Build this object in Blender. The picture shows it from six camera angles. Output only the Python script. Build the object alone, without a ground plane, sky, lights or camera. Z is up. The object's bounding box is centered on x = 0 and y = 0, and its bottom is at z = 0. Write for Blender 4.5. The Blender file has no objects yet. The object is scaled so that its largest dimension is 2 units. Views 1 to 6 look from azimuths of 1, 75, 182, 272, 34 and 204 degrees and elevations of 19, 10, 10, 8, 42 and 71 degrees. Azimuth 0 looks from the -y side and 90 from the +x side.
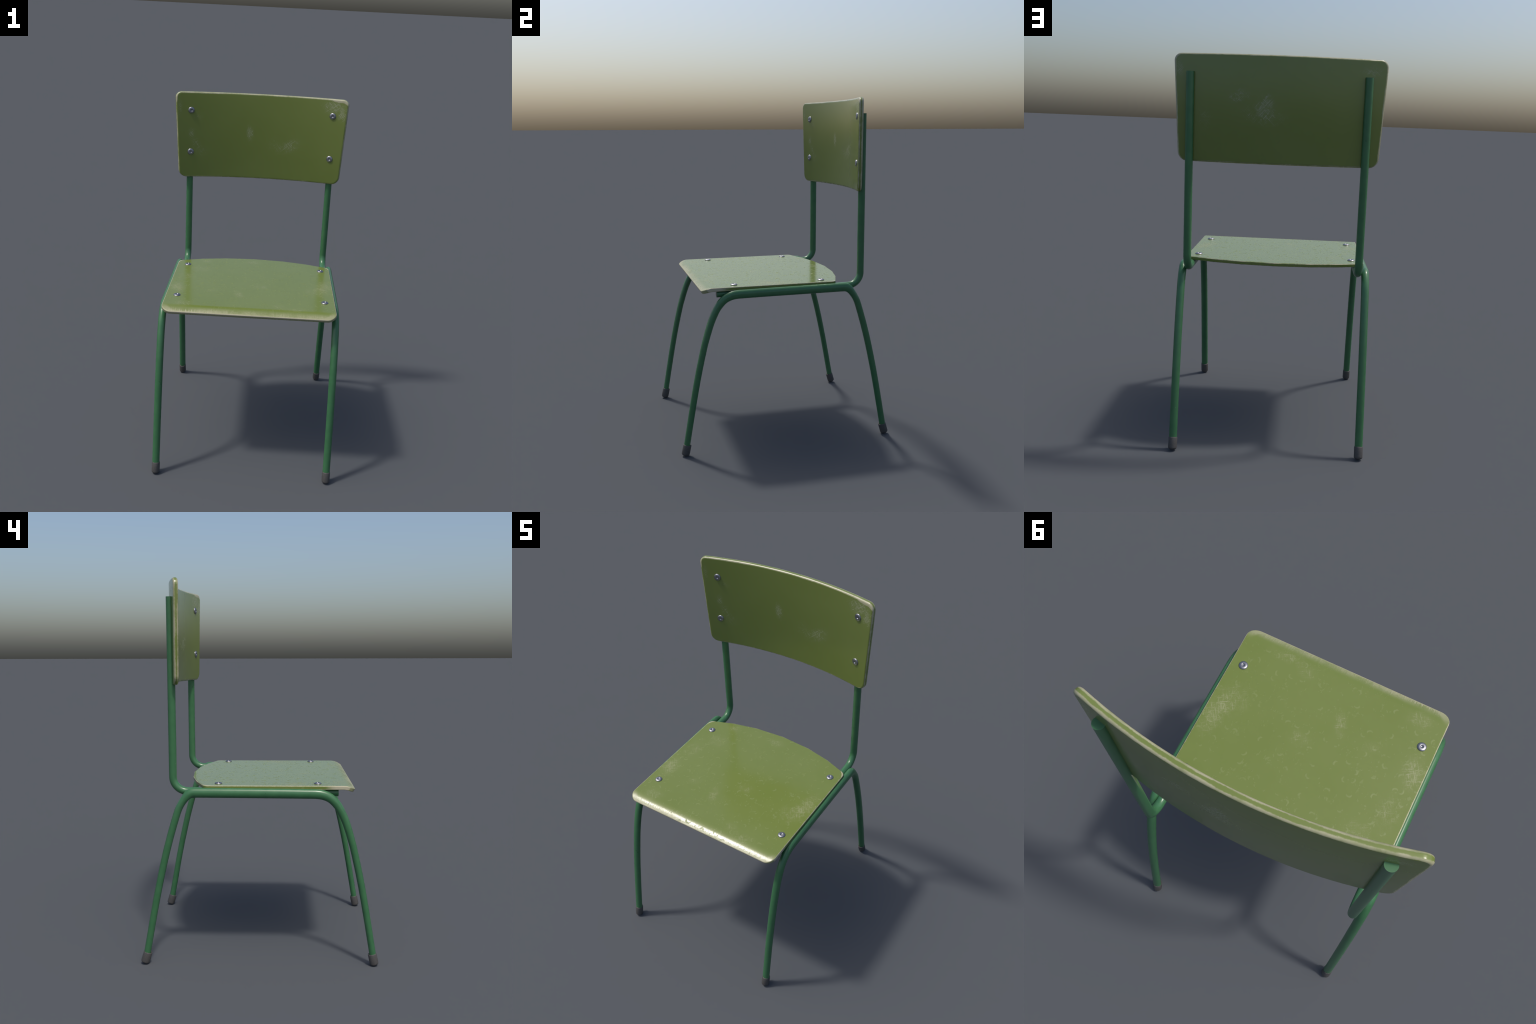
"""A school chair: bent plywood seat and backrest, bolted to a welded frame of green steel tube."""
import bpy, bmesh, math
from mathutils import Vector, Matrix

# ------------------------------------------------------------------ sizes (metres)
LEG_X = 0.4780            # planes of the two U-shaped leg frames
TUBE_A = 0.0204           # tube half width across the frame plane
POST_X = (-0.4360, 0.4435)
POST_R = 0.0202
POST_Y = 0.4475
POST_TOP = 1.9120
POST_BEND = 0.0750
SEAT_TOP, SEAT_T = 0.9603, 0.0199
SEAT_W, SEAT_FRONT = 0.4745, -0.4965
SEAT_REAR, SEAT_REAR_R = 0.3840, 1.18
NOSE_Y, NOSE_K = -0.4300, 4.7
BACK_TOP, BACK_BOT = 2.0000, 1.4730
BACK_WT, BACK_WB = 0.5285, 0.5020
BACK_R, BACK_Y, BACK_T = 1.840, 0.4950, 0.0265   # radius and y of the rear face at x = 0
BOLT_R = 0.0200

# ------------------------------------------------------------------ small node language
class Nd:
    """A socket with arithmetic: every operation adds a Math node to the tree."""
    def __init__(self, tree, sock):
        self.t, self.s = tree, sock
    def _m(self, op, *args, clamp=False):
        n = self.t.nodes.new("ShaderNodeMath"); n.operation = op; n.use_clamp = clamp
        for i, a in enumerate((self,) + args):
            if isinstance(a, Nd): self.t.links.new(a.s, n.inputs[i])
            else: n.inputs[i].default_value = a
        return Nd(self.t, n.outputs[0])
    def __add__(self, o): return self._m("ADD", o)
    __radd__ = __add__
    def __sub__(self, o): return self._m("SUBTRACT", o)
    def __rsub__(self, o): return (self * -1.0) + o
    def __mul__(self, o): return self._m("MULTIPLY", o)
    __rmul__ = __mul__
    def __truediv__(self, o): return self._m("DIVIDE", o)
    def abs(self): return self._m("ABSOLUTE")
    def sqrt(self): return self._m("SQRT")
    def cos(self): return self._m("COSINE")
    def sin(self): return self._m("SINE")
    def exp(self): return self._m("EXPONENT")
    def min(self, o): return self._m("MINIMUM", o)
    def max(self, o): return self._m("MAXIMUM", o)
    def clamp(self): return self._m("ADD", 0.0, clamp=True)
    def step(self, lo, hi):
        """smoothstep from lo (gives 0) to hi (gives 1); lo may be above hi."""
        n = self.t.nodes.new("ShaderNodeMapRange"); n.interpolation_type = "SMOOTHSTEP"
        flip = not isinstance(lo, Nd) and not isinstance(hi, Nd) and lo > hi
        for name, v in (("From Min", hi if flip else lo), ("From Max", lo if flip else hi)):
            if isinstance(v, Nd): self.t.links.new(v.s, n.inputs[name])
            else: n.inputs[name].default_value = v
        n.inputs["To Min"].default_value = 1.0 if flip else 0.0
        n.inputs["To Max"].default_value = 0.0 if flip else 1.0
        self.t.links.new(self.s, n.inputs["Value"])
        return Nd(self.t, n.outputs["Result"])

class Mat:
    def __init__(self, name):
        self.m = bpy.data.materials.new(name); self.m.use_nodes = True
        self.t = self.m.node_tree
        self.bsdf = self.t.nodes["Principled BSDF"]
        tc = self.t.nodes.new("ShaderNodeTexCoord"); self.obj = tc.outputs["Object"]
        sp = self.t.nodes.new("ShaderNodeSeparateXYZ"); self.t.links.new(self.obj, sp.inputs[0])
        self.x, self.y, self.z = (Nd(self.t, o) for o in sp.outputs)
    def vec(self, *c):
        n = self.t.nodes.new("ShaderNodeCombineXYZ")
        for i, a in enumerate(c):
            if isinstance(a, Nd): self.t.links.new(a.s, n.inputs[i])
            else: n.inputs[i].default_value = a
        return n.outputs[0]
    def noise(self, scale, detail=2.0, rough=0.5, v=None, stretch=None):
        n = self.t.nodes.new("ShaderNodeTexNoise")
        n.inputs["Scale"].default_value = scale
        n.inputs["Detail"].default_value = detail
        n.inputs["Roughness"].default_value = rough
        v = v or self.obj
        if stretch:
            mp = self.t.nodes.new("ShaderNodeMapping"); mp.inputs["Scale"].default_value = stretch
            self.t.links.new(v, mp.inputs[0]); v = mp.outputs[0]
        self.t.links.new(v, n.inputs["Vector"])
        return Nd(self.t, n.outputs["Fac"])
    def mix(self, fac, a, b):
        n = self.t.nodes.new("ShaderNodeMix"); n.data_type = "RGBA"
        for sock, v in ((n.inputs[0], fac), (n.inputs[6], a), (n.inputs[7], b)):
            if isinstance(v, Nd): self.t.links.new(v.s, sock)
            elif isinstance(v, tuple): sock.default_value = (*v, 1.0)
            elif isinstance(v, (int, float)): sock.default_value = v
            else: self.t.links.new(v, sock)
        return n.outputs[2]
    def put(self, name, v):
        s = self.bsdf.inputs[name]
        if isinstance(v, Nd): self.t.links.new(v.s, s)
        elif isinstance(v, tuple): s.default_value = (*v, 1.0)
        elif isinstance(v, (int, float)): s.default_value = v
        else: self.t.links.new(v, s)
    def bump(self, height, dist, strength=1.0):
        n = self.t.nodes.new("ShaderNodeBump")
        n.inputs["Distance"].default_value = dist; n.inputs["Strength"].default_value = strength
        self.t.links.new(height.s, n.inputs["Height"])
        self.t.links.new(n.outputs[0], self.bsdf.inputs["Normal"])

def inner_distance(pairs, rc):
    """Distance inward from an outline whose corners are rounded with radius rc."""
    total = None
    for a in pairs:
        q = (rc - a).max(0.0); q = q * q
        total = q if total is None else total + q
    return rc - total.sqrt()

def blob(u, v, cu, cv, su, sv, ang):
    """Soft elliptical patch, 1 in the middle."""
    c, s = math.cos(ang), math.sin(ang)
    du, dv = u - cu, v - cv
    p = (du * c + dv * s) * (1.0 / su)
    q = (dv * c - du * s) * (1.0 / sv)
    return ((p * p + q * q) * -1.0).exp()

def crosshatch(m, u, v, scale, a1, a2):
    """Two sets of fine parallel scratches."""
    out = None
    for k, a in enumerate((a1, a2)):
        c, s = math.cos(a), math.sin(a)
        p, q = u * c + v * s, v * c - u * s
        n = m.noise(scale, 1.5, 0.6, v=m.vec(p * 0.07, q * 1.15, 3.7 * k))
        out = n if out is None else out.max(n)
    return out

def scuffs(m, u, v, patches, scale, a1=0.70, a2=-0.85):
    """Scratched patches: each is (u, v, half width, half height, angle, strength)."""
    g = None
    for cu, cv, su, sv, ang, k in patches:
        b = blob(u, v, cu, cv, su, sv, ang) * k
        g = b if g is None else g + b
    grain = m.noise(230.0, 2.0, 0.7).step(0.54, 0.68)
    hatch = crosshatch(m, u, v, scale, a1, a2).step(0.55, 0.69)
    soft = m.noise(42.0, 3.0, 0.65).step(0.26, 0.62)
    g = (g * 1.2 * (0.25 + soft * 0.75)).min(1.0)
    return hatch * 0.70 * g.step(0.08, 0.85) + grain * 0.55 * g.step(0.06, 0.8) + g * g * 0.26

GREEN = (0.138, 0.182, 0.040)  # blue channel lifted slightly to colour in the bluish sheen
GREEN_PALE = (0.195, 0.235, 0.085)
WORN = (0.420, 0.392, 0.275)

# ------------------------------------------------------------------ materials
def seat_paint():
    m = Mat("seat_paint"); x, y, z = m.x, m.y, m.z
    dx = SEAT_W - x.abs()
    df = y - SEAT_FRONT
    yc = SEAT_REAR - SEAT_REAR_R
    dr = SEAT_REAR_R - ((y - yc) * (y - yc) + x * x).sqrt()
    d = inner_distance((dx, df, dr), 0.045).max(0.0)
    fall = (NOSE_Y - y).max(0.0)
    depth = (SEAT_TOP - NOSE_K * (fall * fall) - z).max(0.0)      # below the upper face
    e = depth.min((SEAT_T - depth).abs())
    ridge = d.max(e)
    n1 = m.noise(38.0, 3.0, 0.6); n2 = m.noise(150.0, 2.0, 0.6); n0 = m.noise(9.0, 2.0, 0.5)
    ragged = (n1 - 0.5) * 0.006 + (n2 - 0.5) * 0.003
    rim = (ridge + ragged * 0.9).step(0.0050, 0.0018) * (0.62 + n0 * 0.35)
    # front lip rubbed bare by legs, in streaks that run front to back
    streak = m.noise(1.0, 2.0, 0.6, v=m.vec(x * 170.0, y * 10.0, 0.0))
    left = x.step(0.02, -0.22)
    tired = m.noise(1.0, 2.0, 0.5, v=m.vec(x * 7.0, 0.0, 4.2)).step(0.30, 0.65)
    bare_line = (df + ragged * 1.2).step(0.012, 0.001) * (0.50 + n0.step(0.30, 0.65) * 0.40)
    haze = df.step(0.046, 0.006) * (0.16 + tired * 0.36 + (n2 - 0.5) * 0.6 + (streak - 0.5) * 0.6).clamp()
    teeth = (df - (streak - 0.40) * 0.085).step(0.010, -0.004) * (left * 0.75 + 0.15)
    corner = (inner_distance((dx, df), 0.10) + ragged * 1.5).step(0.022, 0.000) * df.step(0.07, 0.01) * 0.5
    lip = bare_line.max(haze).max(teeth * 0.75).max(corner).clamp()
    side_front = (d).step(0.004, 0.002) * (y + ragged * 6.0).step(-0.33, -0.40)
    marks = scuffs(m, x, y, [
        (-0.070, -0.242, 0.050, 0.024, 2.0, 1.05), (0.425, -0.045, 0.040, 0.085, 0.0, 1.15),
        (-0.425, -0.185, 0.045, 0.070, 0.2, 1.0), (-0.225, -0.205, 0.045, 0.030, 0.3, 0.50),
        (-0.003, 0.308, 0.050, 0.030, 0.0, 0.75), (-0.298, 0.290, 0.045, 0.035, 0.0, 0.60),
        (-0.315, 0.150, 0.060, 0.050, 0.0, 0.60), (-0.360, -0.410, 0.060, 0.040, 0.0, 0.70),
        (0.260, -0.430, 0.090, 0.030, 0.0, 0.70), (0.380, -0.150, 0.070, 0.080, 0.0, 0.60),
        (0.154, -0.392, 0.040, 0.030, 0.0, 0.55), (0.064, -0.110, 0.050, 0.035, 0.0, 0.55),
        (-0.400, 0.020, 0.060, 0.090, 0.0, 0.50)], 220.0, 0.55, -1.0)
    # small curved nicks all over
    vo = m.t.nodes.new("ShaderNodeTexVoronoi"); vo.voronoi_dimensions = "2D"
    vo.inputs["Scale"].default_value = 15.5; vo.inputs["Randomness"].default_value = 0.85
    m.t.links.new(m.obj, vo.inputs["Vector"])
    ps = m.t.nodes.new("ShaderNodeSeparateXYZ"); m.t.links.new(vo.outputs["Position"], ps.inputs[0])
    cs = m.t.nodes.new("ShaderNodeSeparateColor"); m.t.links.new(vo.outputs["Color"], cs.inputs[0])
    ang = Nd(m.t, cs.outputs[0]) * 6.283
    lx, ly = x - Nd(m.t, ps.outputs[0]), y - Nd(m.t, ps.outputs[1])
    ca, sa = ang.cos(), ang.sin()
    px = lx * ca + ly * sa + (n2 - 0.5) * 0.004
    py = ly * ca - lx * sa + (n1 - 0.5) * 0.006
    rad = (px * px + (py - 0.013) * (py - 0.013)).sqrt()
    arc = ((rad - 0.015).abs()).step(0.0058, 0.0008) * px.abs().step(0.0150, 0.0080) * (py).step(0.011, 0.006)
    nick = arc * Nd(m.t, cs.outputs[1]).step(0.15, 0.5) * n1.step(0.30, 0.50)
    fine = m.noise(95.0, 5.0, 0.7)
    cloud = m.noise(3.5, 3.0, 0.55)
    col = m.mix(cloud.step(0.3, 0.7) * 0.16, GREEN, GREEN_PALE)
    col = m.mix(fine.step(0.55, 0.75) * 0.04, col, GREEN_PALE)
    dash = m.noise(1.0, 2.0, 0.6, v=m.vec(x * 70.0, y * 48.0, 0.0)).step(0.55, 0.68)
    patchy = m.noise(13.0, 3.0, 0.6).step(0.40, 0.64)
    dull = (nick * n1.step(0.34, 0.58) + dash * patchy).min(1.0)
    col = m.mix(nick * 0.22, col, GREEN_PALE)
    col = m.mix(marks * 0.37, col, WORN)
    bare = rim.max(lip).max(side_front)
    col = m.mix(bare, col, WORN)
    m.put("Base Color", col)
    m.put("Roughness", 0.15 + cloud * 0.05 + dull * 0.26 + nick * 0.04 + marks * 0.20 + bare * (0.26 + left * 0.10))
    m.put("IOR", 1.5)
    lumps = m.noise(60.0, 2.0, 0.5)
    m.bump(dull * 0.45 + nick * 0.2 + marks * 0.3 + lip * (n2 * 1.3 + lumps * 2.4) + lumps * 0.12, 0.0006, 0.50)
    return m.m

def backrest_paint():
    m = Mat("backrest_paint"); x, y, z = m.x, m.y, m.z
    half = BACK_WB + (z - BACK_BOT) * ((BACK_WT - BACK_WB) / (BACK_TOP - BACK_BOT))
    d = inner_distance((half - x.abs(), BACK_TOP - z, z - BACK_BOT), 0.042).max(0.0)
    cy = BACK_Y - BACK_R
    rho = (x * x + (y - cy) * (y - cy)).sqrt()
    h = (BACK_R - BACK_T / 2) - rho                               # towards the sitter: positive
    e = (BACK_T / 2 - h.abs()).max(0.0)
    ridge = d.max(e)
    front = h.step(-0.002, 0.002)
    n1 = m.noise(30.0, 3.0, 0.6); n2 = m.noise(170.0, 2.0, 0.6); n0 = m.noise(6.0, 2.0, 0.5); n3 = m.noise(14.0, 3.0, 0.6)
    ragged = (n1 - 0.5) * 0.006 + (n2 - 0.5) * 0.0035 + (n0 - 0.5) * 0.009
    high = (z).step(1.50, 1.90)
    ends = (half - x.abs()).step(0.012, 0.004)
    rear_band = 0.0084 + ends * 0.0022 - front * 0.0008                            # the rear ridge is rubbed wider
    reach = (e / rear_band).max(d / 0.0072) + ragged * 125.0
    low = (z).step(1.50, 1.47)
    rim = reach.step(1.20, 0.66) * (n3.step(0.25, 0.62) * 0.45 + 0.30 - low * 0.30).clamp()
    chew = blob(x, z, 0.480, 1.985, 0.075, 0.022, -0.05) * front
    chew = chew + blob(x, z, -0.520, 1.965, 0.014, 0.040, 0.0) * front * 0.6
    corner = (chew * 0.024 - d + ragged * 1.6).step(-0.002, 0.006) * chew.step(0.15, 0.55) * e.step(0.0085, 0.0030) * (0.60 + n1 * 0.4)
    pf = [(-0.068, 1.757, 0.019, 0.040, 0.1, 1.45), (0.190, 1.690, 0.060, 0.032, 0.5, 0.90),
          (0.430, 1.950, 0.060, 0.040, 0.0, 0.95), (0.490, 1.915, 0.030, 0.050, 0.0, 0.90),
          (-0.425, 1.745, 0.025, 0.040, 0.0, 0.52), (-0.395, 1.690, 0.025, 0.030, 0.0, 0.45), (-0.390, 1.855, 0.040, 0.030, 0.0, 0.36),
          (-0.500, 1.910, 0.018, 0.060, 0.0, 0.50), (-0.370, 1.640, 0.060, 0.040, 0.0, 0.35),
          (0.090, 1.690, 0.060, 0.060, 0.0, 0.34)]
    pb = [(0.066, 1.752, 0.022, 0.042, 0.25, 1.35), (0.075, 1.757, 0.060, 0.060, 0.0, 0.45), (0.200, 1.802, 0.050, 0.030, -0.3, 0.75),
          (0.500, 1.930, 0.022, 0.045, 0.0, 0.8), (-0.450, 1.940, 0.060, 0.035, 0.0, 0.60),
          (0.110, 1.710, 0.100, 0.050, 0.0, 0.36), (0.370, 1.690, 0.050, 0.070, 0.0, 0.34),
          (0.000, 1.690, 0.060, 0.040, 0.0, 0.32)]
    mf = scuffs(m, x, z, pf, 210.0) * front
    mb = scuffs(m, x, z, pb, 210.0) * (1.0 - front)
    marks = mf + mb
    fine = m.noise(95.0, 5.0, 0.7); cloud = m.noise(3.5, 3.0, 0.55)
    col = m.mix(cloud.step(0.3, 0.7) * 0.14, GREEN, GREEN_PALE)
    col = m.mix(fine.step(0.58, 0.78) * 0.10, col, GREEN_PALE)
    col = m.mix(marks * 0.54, col, (0.36, 0.36, 0.29))
    bare = rim.max(corner)
    col = m.mix(bare, col, WORN)
    m.put("Base Color", col)
    m.put("Roughness", 0.20 + fine.step(0.55, 0.8) * 0.03 + marks * 0.20 + bare * 0.18)
    m.put("IOR", 1.56)
    zc = z - 0.5 * (BACK_TOP + BACK_BOT)
    sheen_tilt = zc * zc * -0.11                                       # bump tilts normals of flat faces, strengthening the sky-to-ground reflection gradient
    m.bump((marks * 0.25 + bare * n2) * 0.000125 + sheen_tilt, 1.0, 1.0)
    return m.m

def tube_paint():
    m = Mat("tube_paint")
    cloud = m.noise(22.0, 2.0, 0.6); grain = m.noise(140.0, 3.0, 0.65)
    chips = m.noise(75.0, 2.0, 0.5).step(0.76, 0.80)
    col = m.mix(cloud.step(0.3, 0.7), (0.040, 0.138, 0.058), (0.046, 0.152, 0.064))
    col = m.mix(grain.step(0.60, 0.80) * 0.06, col, (0.075, 0.215, 0.095))
    col = m.mix(chips * 0.5, col, (0.16, 0.30, 0.17))
    m.put("Base Color", col)
    m.put("Roughness", 0.26 + cloud * 0.06 + chips * 0.2)
    m.put("IOR", 1.5)
    m.bump(cloud, 0.0004, 0.12)
    return m.m

def rubber():
    m = Mat("rubber")
    g = m.noise(220.0, 3.0, 0.6)
    m.put("Base Color", m.mix(g.step(0.35, 0.7), (0.060, 0.058, 0.056), (0.078, 0.076, 0.074)))
    m.put("Roughness", 0.62); m.put("IOR", 1.45)
    m.bump(g, 0.0004, 0.4)
    return m.m

def steel():
    m = Mat("zinc_steel")
    g = m.noise(160.0, 3.0, 0.6)
    m.put("Base Color", m.mix(g.step(0.35, 0.7), (0.26, 0.265, 0.29), (0.32, 0.325, 0.35)))  # base darkened and tinted blue for reflected ground and sky
    m.put("Metallic", 1.0); m.put("Roughness", 0.36 + g * 0.08)
    return m.m

# ------------------------------------------------------------------ mesh helpers
def link(name, me, mat, parent):
    ob = bpy.data.objects.new(name, me)
    bpy.context.scene.collection.objects.link(ob)
    if mat and not me.materials: me.materials.append(mat)
    ob.parent = parent
    return ob

def spline(pts, per):
    """Catmull-Rom through (u, v, w) control points."""
    P = [pts[0]] + list(pts) + [pts[-1]]
    out = []
    for i in range(1, len(P) - 2):
        for k in range(per):
            t = k / per
            out.append(tuple(0.5 * (2 * b + (c - a) * t + (2 * a - 5 * b + 4 * c - d) * t * t
                                    + (3 * b - a - 3 * c + d) * t ** 3)
                             for a, b, c, d in zip(P[i - 1], P[i], P[i + 1], P[i + 2])))
    out.append(tuple(pts[-1]))
    return out

SEG = 28
def rings_in_plane(x, path, a):
    """Oval rings along a (y, z, half height) path that lies in the plane of constant x."""
    rings, norms = [], []
    for i, (y, z, w) in enumerate(path):
        p, q = path[max(i - 1, 0)], path[min(i + 1, len(path) - 1)]
        t = Vector((0, q[0] - p[0], q[1] - p[1])).normalized()
        n = Vector((0, -t.z, t.y))
        ring, nr = [], []
        for k in range(SEG):
            c, s = math.cos(2 * math.pi * k / SEG), math.sin(2 * math.pi * k / SEG)
            ring.append(Vector((x + a * c, y, z)) + n * (w * s))
            nr.append((Vector((c / a, 0, 0)) + n * (s / w)).normalized())
        rings.append(ring); norms.append(nr)
    return rings, norms

def tube_mesh(name, rings, norms, cap0=False, cap1=False):
    """Skin the rings; the side keeps the whole tube's own normals, caps are flat."""
    verts = [v for r in rings for v in r]
    vn = [n for r in norms for n in r]
    faces = []
    for i in range(len(rings) - 1):
        for k in range(SEG):
            j = (k + 1) % SEG
            faces.append((i * SEG + k, i * SEG + j, (i + 1) * SEG + j, (i + 1) * SEG + k))
    for flag, base, other in ((cap0, 0, 1), (cap1, len(rings) - 1, len(rings) - 2)):
        if flag:
            o = len(verts)
            outward = (sum(rings[base], Vector()) - sum(rings[other], Vector())).normalized()
            verts += rings[base]; vn += [outward] * SEG
            faces.append(tuple(range(o, o + SEG)))
    me = bpy.data.meshes.new(name)
    me.from_pydata(verts, [], faces); me.update()
    bm = bmesh.new(); bm.from_mesh(me)
    for f in bm.faces:                       # make windings agree with the wanted normals
        f.normal_update()
        if f.normal.dot(sum((vn[v.index] for v in f.verts), Vector())) < 0: f.normal_flip()
    bm.to_mesh(me); bm.free()
    for p in me.polygons: p.use_smooth = True
    me.normals_split_custom_set_from_vertices(vn)
    return me

def rounded_polygon(corners, steps=10):
    """Corners as (u, v, radius) in counter-clockwise order, radius 0 = plain point."""
    out, n = [], len(corners)
    for i, (u, v, r) in enumerate(corners):
        p = Vector((u, v))
        if r <= 0: out.append(p); continue
        a = (Vector(corners[i - 1][:2]) - p).normalized()
        b = (Vector(corners[(i + 1) % n][:2]) - p).normalized()
        half = a.angle(b) / 2
        tl = r / math.tan(half)
        c = p + (a + b).normalized() * (r / math.sin(half))
        s, e = p + a * tl - c, p + b * tl - c
        sweep = math.pi - 2 * half
        sgn = 1 if s.x * e.y - s.y * e.x > 0 else -1
        for k in range(steps + 1):
            t = sgn * sweep * k / steps
            out.append(c + Vector((s.x * math.cos(t) - s.y * math.sin(t), s.x * math.sin(t) + s.y * math.cos(t))))
    return out

def inset(loop, d):
    out, n = [], len(loop)
    for i, p in enumerate(loop):
        a = (p - loop[i - 1]).normalized(); b = (loop[(i + 1) % n] - p).normalized()
        na, nb = Vector((-a.y, a.x)), Vector((-b.y, b.x))
        m = (na + nb).normalized()
        out.append(p + m * (d / max(m.dot(na), 0.3)))
    return out

def board(name, outline, thick, fillet, cuts, bend):
    """A rounded-edge board over a flat outline, cut into strips and then bent by bend(u, v, h)."""
    prof = []
    K = 5
    for k in range(K + 1):
        t = math.pi / 2 * k / K
        prof.append((fillet * (1 - math.cos(t)), thick / 2 - fillet + fillet * math.sin(t)))
    prof.append((fillet + 0.0025, thick / 2))
    layers = [(i, -h) for i, h in reversed(prof)] + prof
    bm = bmesh.new()
    loops = [[bm.verts.new((p.x, p.y, h)) for p in inset(outline, i)] for i, h in layers]
    n = len(outline)
    for a, b in zip(loops, loops[1:]):
        for k in range(n):
            j = (k + 1) % n
            bm.faces.new((a[k], a[j], b[j], b[k]))
    bm.faces.new(list(reversed(loops[0]))); bm.faces.new(loops[-1])
    for axis, val in cuts:
        co = Vector((0, 0, 0)); co[axis] = val
        no = Vector((0, 0, 0)); no[axis] = 1
        bmesh.ops.bisect_plane(bm, geom=bm.verts[:] + bm.edges[:] + bm.faces[:], dist=1e-6, plane_co=co, plane_no=no)
    for v in bm.verts: v.co = bend(*v.co)
    bmesh.ops.recalc_face_normals(bm, faces=bm.faces)
    me = bpy.data.meshes.new(name); bm.to_mesh(me); bm.free()
    for p in me.polygons: p.use_smooth = True
    return me

def lathe(name, prof, seg):
    bm = bmesh.new(); rows = []
    for r, h in prof:
        rows.append([bm.verts.new((0, 0, h))] if r == 0 else
                    [bm.verts.new((r * math.cos(2 * math.pi * k / seg), r * math.sin(2 * math.pi * k / seg), h)) for k in range(seg)])
    for a, b in zip(rows, rows[1:]):
        for k in range(seg):
            j = (k + 1) % seg
            if len(b) == 1: bm.faces.new((a[k], a[j], b[0]))
            else: bm.faces.new((a[k], a[j], b[j], b[k]))
    bm.faces.new(list(reversed(rows[0])))
    bmesh.ops.recalc_face_normals(bm, faces=bm.faces)
    me = bpy.data.meshes.new(name); bm.to_mesh(me); bm.free()
    for p in me.polygons: p.use_smooth = True
    return me

# ------------------------------------------------------------------ build
PAINT, RUBBER, STEEL = tube_paint(), rubber(), steel()
chair = bpy.data.objects.new("school_chair", None)
bpy.context.scene.collection.objects.link(chair)
chair["label"] = "green school chair with worn plywood seat and tubular steel legs"
chair["category"] = "chair"

# --- leg frames: one bent tube per side, (y, z, half height in the frame plane)
FRONT_LEG = [(-0.6050, 0.0180, 0.0176), (-0.5976, 0.0620, 0.0176), (-0.5560, 0.3035, 0.0179), (-0.5245, 0.4700, 0.0182),
             (-0.4896, 0.6258, 0.0185), (-0.4735, 0.6850, 0.0190), (-0.4560, 0.7430, 0.0196), (-0.4387, 0.7900, 0.0204),
             (-0.4160, 0.8380, 0.0211), (-0.3950, 0.8690, 0.0227), (-0.3720, 0.8920, 0.0235), (-0.3470, 0.9070, 0.0247),
             (-0.3200, 0.9155, 0.0253), (-0.2900, 0.9190, 0.0255)]
RAIL = [(-0.2900, 0.9190, 0.0255), (-0.1000, 0.9210, 0.0255), (0.1200, 0.9225, 0.0257), (0.3150, 0.9235, 0.0258)]
REAR_LEG = [(0.3150, 0.9235, 0.0258), (0.3440, 0.9225, 0.0255), (0.3620, 0.9150, 0.0240), (0.3740, 0.9040, 0.0221),
            (0.3860, 0.8890, 0.0202), (0.4012, 0.8660, 0.0189), (0.4188, 0.8295, 0.0187), (0.4445, 0.7485, 0.0187),
            (0.4678, 0.6670, 0.0187), (0.4933, 0.5670, 0.0186), (0.5250, 0.4250, 0.0183), (0.5513, 0.2940, 0.0181),
            (0.5945, 0.0620, 0.0181), (0.6050, 0.0180, 0.0181)]
f_path, r_path, b_path = spline(FRONT_LEG, 5), spline(RAIL, 8), spline(REAR_LEG, 5)
whole = f_path[:-1] + r_path[:-1] + b_path
i1, i2 = len(f_path) - 1, len(f_path) + len(r_path) - 2

def foot_cap(path_end, path_up, x):
    """Rubber ferrule that follows the leg's lowest run; its lowest point sits on the ground."""
    axis = Vector((0, 1.25 * (path_end[0] - path_up[0]), path_end[1] - path_up[1])).normalized()
    side = Vector((0, -axis.z, axis.y))
    rx, rw, rb, ln = 0.0224, 0.0232, 0.0115, 0.0640
    prof = [(0.74, 0.004), (0.80, 0.0006), (0.90, 0.0), (0.965, 0.0008), (1.0, 0.0034)]
    prof += [(1.0, ln * 0.5)]
    for k in range(7):
        t = math.pi / 2 * k / 6
        prof.append((1 - rb / rw * (1 - math.cos(t)), ln - rb + rb * math.sin(t)))
    prof += [(0.30, ln + 0.0004), (0.0, ln + 0.0005)]
    foot = Vector((x, path_end[0], path_end[1]))
    pts, faces, n = [], [], 28
    for s, l in prof[:-1]:
        for k in range(n):
            c, q = math.cos(2 * math.pi * k / n), math.sin(2 * math.pi * k / n)
            pts.append(axis * l + Vector((rx * s * c, 0, 0)) + side * (rw * s * q))
    pts.append(axis * prof[-1][1])
    for i in range(len(prof) - 2):
        for k in range(n):
            j = (k + 1) % n
            faces.append((i * n + k, i * n + j, (i + 1) * n + j, (i + 1) * n + k))
    o = (len(prof) - 2) * n
    faces += [(o + k, o + (k + 1) % n, len(pts) - 1) for k in range(n)]
    low = min(p.z for p in pts)
    # slide along the leg's line until the lowest point touches z = 0
    shift = (-low - foot.z) / axis.z
    base = foot + axis * shift
    me = bpy.data.meshes.new("foot_cap"); me.from_pydata([p + base for p in pts], [], faces); me.update()
    bm = bmesh.new(); bm.from_mesh(me); bmesh.ops.recalc_face_normals(bm, faces=bm.faces)
    # the open collar end leaves the winding free: make the side look outward
    f = max(bm.faces, key=lambda q: abs(q.calc_center_median().x - x))
    if f.normal.x * (f.calc_center_median().x - x) < 0:
        bmesh.ops.reverse_faces(bm, faces=bm.faces)
    bm.to_mesh(me); bm.free()
    for p in me.polygons: p.use_smooth = True
    return me

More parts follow.
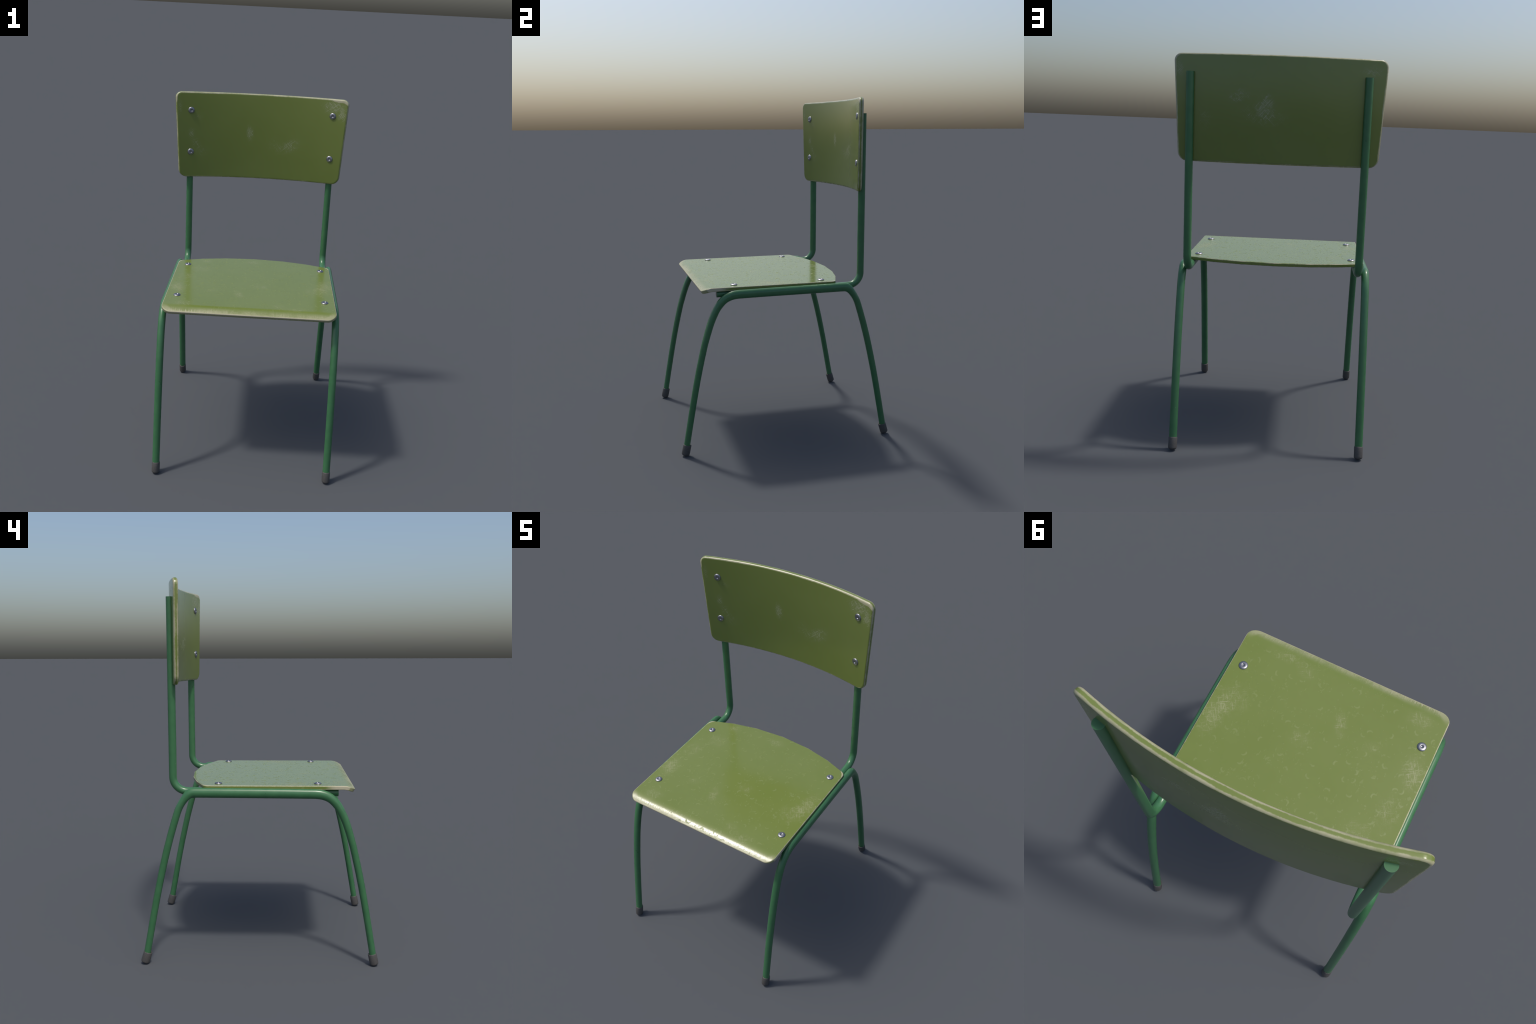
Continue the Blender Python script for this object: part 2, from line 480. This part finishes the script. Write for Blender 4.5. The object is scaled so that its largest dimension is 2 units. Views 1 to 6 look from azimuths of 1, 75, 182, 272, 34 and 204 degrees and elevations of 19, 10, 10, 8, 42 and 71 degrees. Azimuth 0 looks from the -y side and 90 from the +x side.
for x in (-LEG_X, LEG_X):
    rings, norms = rings_in_plane(x, whole, TUBE_A)
    front = link("leg", tube_mesh("leg", rings[:i1 + 1], norms[:i1 + 1], cap0=True), PAINT, chair)
    link("side_rail", tube_mesh("side_rail", rings[i1:i2 + 1], norms[i1:i2 + 1]), PAINT, chair)
    rear = link("leg", tube_mesh("leg", rings[i2:], norms[i2:], cap1=True), PAINT, chair)
    link("foot_cap", foot_cap(whole[0], whole[5], x), RUBBER, front)
    link("foot_cap", foot_cap(whole[-1], whole[-6], x), RUBBER, rear)

# --- back posts: upright, bend, and the bearer that runs forward under the seat
for x in POST_X:
    zr, zf, yf = 0.9250, 0.9205, -0.4085
    path = [(POST_Y, POST_TOP, POST_R)]
    path += [(POST_Y, POST_TOP - (POST_TOP - zr - POST_BEND) * k / 8, POST_R) for k in range(1, 8)]
    for k in range(15):
        t = math.pi / 2 * k / 14
        path.append((POST_Y - POST_BEND * (1 - math.cos(t)), zr + POST_BEND * (1 - math.sin(t)), POST_R))
    y0 = POST_Y - POST_BEND
    path += [(y0 + (yf - y0) * k / 8, zr + (zf - zr) * k / 8, POST_R) for k in range(1, 9)]
    rings, norms = rings_in_plane(x, path, POST_R)
    link("back_post", tube_mesh("back_post", rings, norms, True, True), PAINT, chair)

# --- seat: flat board with an arched rear edge and a lip that rolls down in front
yc = SEAT_REAR - SEAT_REAR_R
def rear_y(x): return yc + math.sqrt(SEAT_REAR_R ** 2 - x * x)
arc_x = [0.33, 0.185, 0.0, -0.185, -0.33]
seat_line = [(-SEAT_W, SEAT_FRONT, 0.050), (SEAT_W, SEAT_FRONT, 0.050), (SEAT_W, rear_y(SEAT_W), 0.036)]
seat_line += [(u, rear_y(u), 0.03) for u in arc_x] + [(-SEAT_W, rear_y(SEAT_W), 0.036)]
def seat_bend(u, v, h):
    f = max(0.0, NOSE_Y - v)
    slope = 2 * NOSE_K * f
    n = Vector((0, -slope, 1)).normalized()
    top = Vector((u, v, SEAT_TOP - NOSE_K * f * f))
    taper = 1.09 - 0.17 * min(max((v + 0.35) / 0.60, 0.0), 1.0)     # the board thins towards the rear
    return top + n * ((h - SEAT_T / 2) * taper)
cuts = [(1, NOSE_Y + 0.003 - 0.0036 * k) for k in range(20)] + [(0, -0.42 + 0.07 * k) for k in range(13)] + [(1, -0.3 + 0.1 * k) for k in range(7)]
seat = link("seat", board("seat", rounded_polygon(seat_line, 8), SEAT_T, 0.0042, cuts, seat_bend), seat_paint(), chair)

# --- backrest: tapered board bent round a vertical cylinder, hollow towards the sitter
back_line = [(-BACK_WB, BACK_BOT, 0.050), (BACK_WB, BACK_BOT, 0.050), (BACK_WT, BACK_TOP, 0.036), (-BACK_WT, BACK_TOP, 0.036)]
def back_bend(u, v, h):
    rm = BACK_R - BACK_T / 2
    a = math.asin(u / rm)
    r = rm - h
    return Vector((r * math.sin(a), BACK_Y - BACK_R + r * math.cos(a), v))
cuts = [(0, -0.52 + 0.02 * k) for k in range(53)]
back = link("backrest", board("backrest", rounded_polygon(back_line, 10), BACK_T, 0.0095, cuts, back_bend), backrest_paint(), chair)
for ob in (seat, back):
    w = ob.modifiers.new("weighted_normals", "WEIGHTED_NORMAL"); w.mode = "FACE_AREA"; w.weight = 60; w.keep_sharp = True

# --- bolts: low domed heads with a round socket
H = 0.0074
prof = [(BOLT_R * 0.96, -0.004), (BOLT_R * 0.985, 0.0), (BOLT_R, 0.0014)]
for k in range(1, 11):
    t = math.pi / 2 * k / 11
    prof.append((0.0080 + (BOLT_R - 0.0080) * math.cos(t) ** 0.85, 0.0014 + (H - 0.0014) * math.sin(t)))
prof += [(0.0080, H), (0.0070, H - 0.0003), (0.0061, H - 0.0012), (0.0052, H - 0.0027), (0.0040, H - 0.0040), (0.0022, H - 0.0045), (0.0, H - 0.0045)]
bolt_mesh = lathe("bolt", prof, 32)
bolt_mesh.materials.append(STEEL)
for i, (x, y) in enumerate([(-0.4105, 0.214), (0.417, 0.214), (-0.4105, -0.303), (0.417, -0.303)]):
    b = link("bolt", bolt_mesh, None, seat)
    b.location = (x, y, SEAT_TOP - 0.0005); b.rotation_euler = (0, 0, 0.7 * i)
for i, (x, z) in enumerate([(-0.430, 1.889), (0.434, 1.896), (-0.430, 1.633), (0.434, 1.632)]):
    b = link("bolt", bolt_mesh, None, back)
    rf = BACK_R - BACK_T
    a = math.asin(x / rf)
    nrm = Vector((-math.sin(a), -math.cos(a), 0))                 # out of the front face
    pos = Vector((rf * math.sin(a), BACK_Y - BACK_R + rf * math.cos(a), z)) - nrm * 0.0012
    b.matrix_basis = Matrix.Translation(pos) @ nrm.to_track_quat("Z", "Y").to_matrix().to_4x4() @ Matrix.Rotation(0.9 * i, 4, "Z")
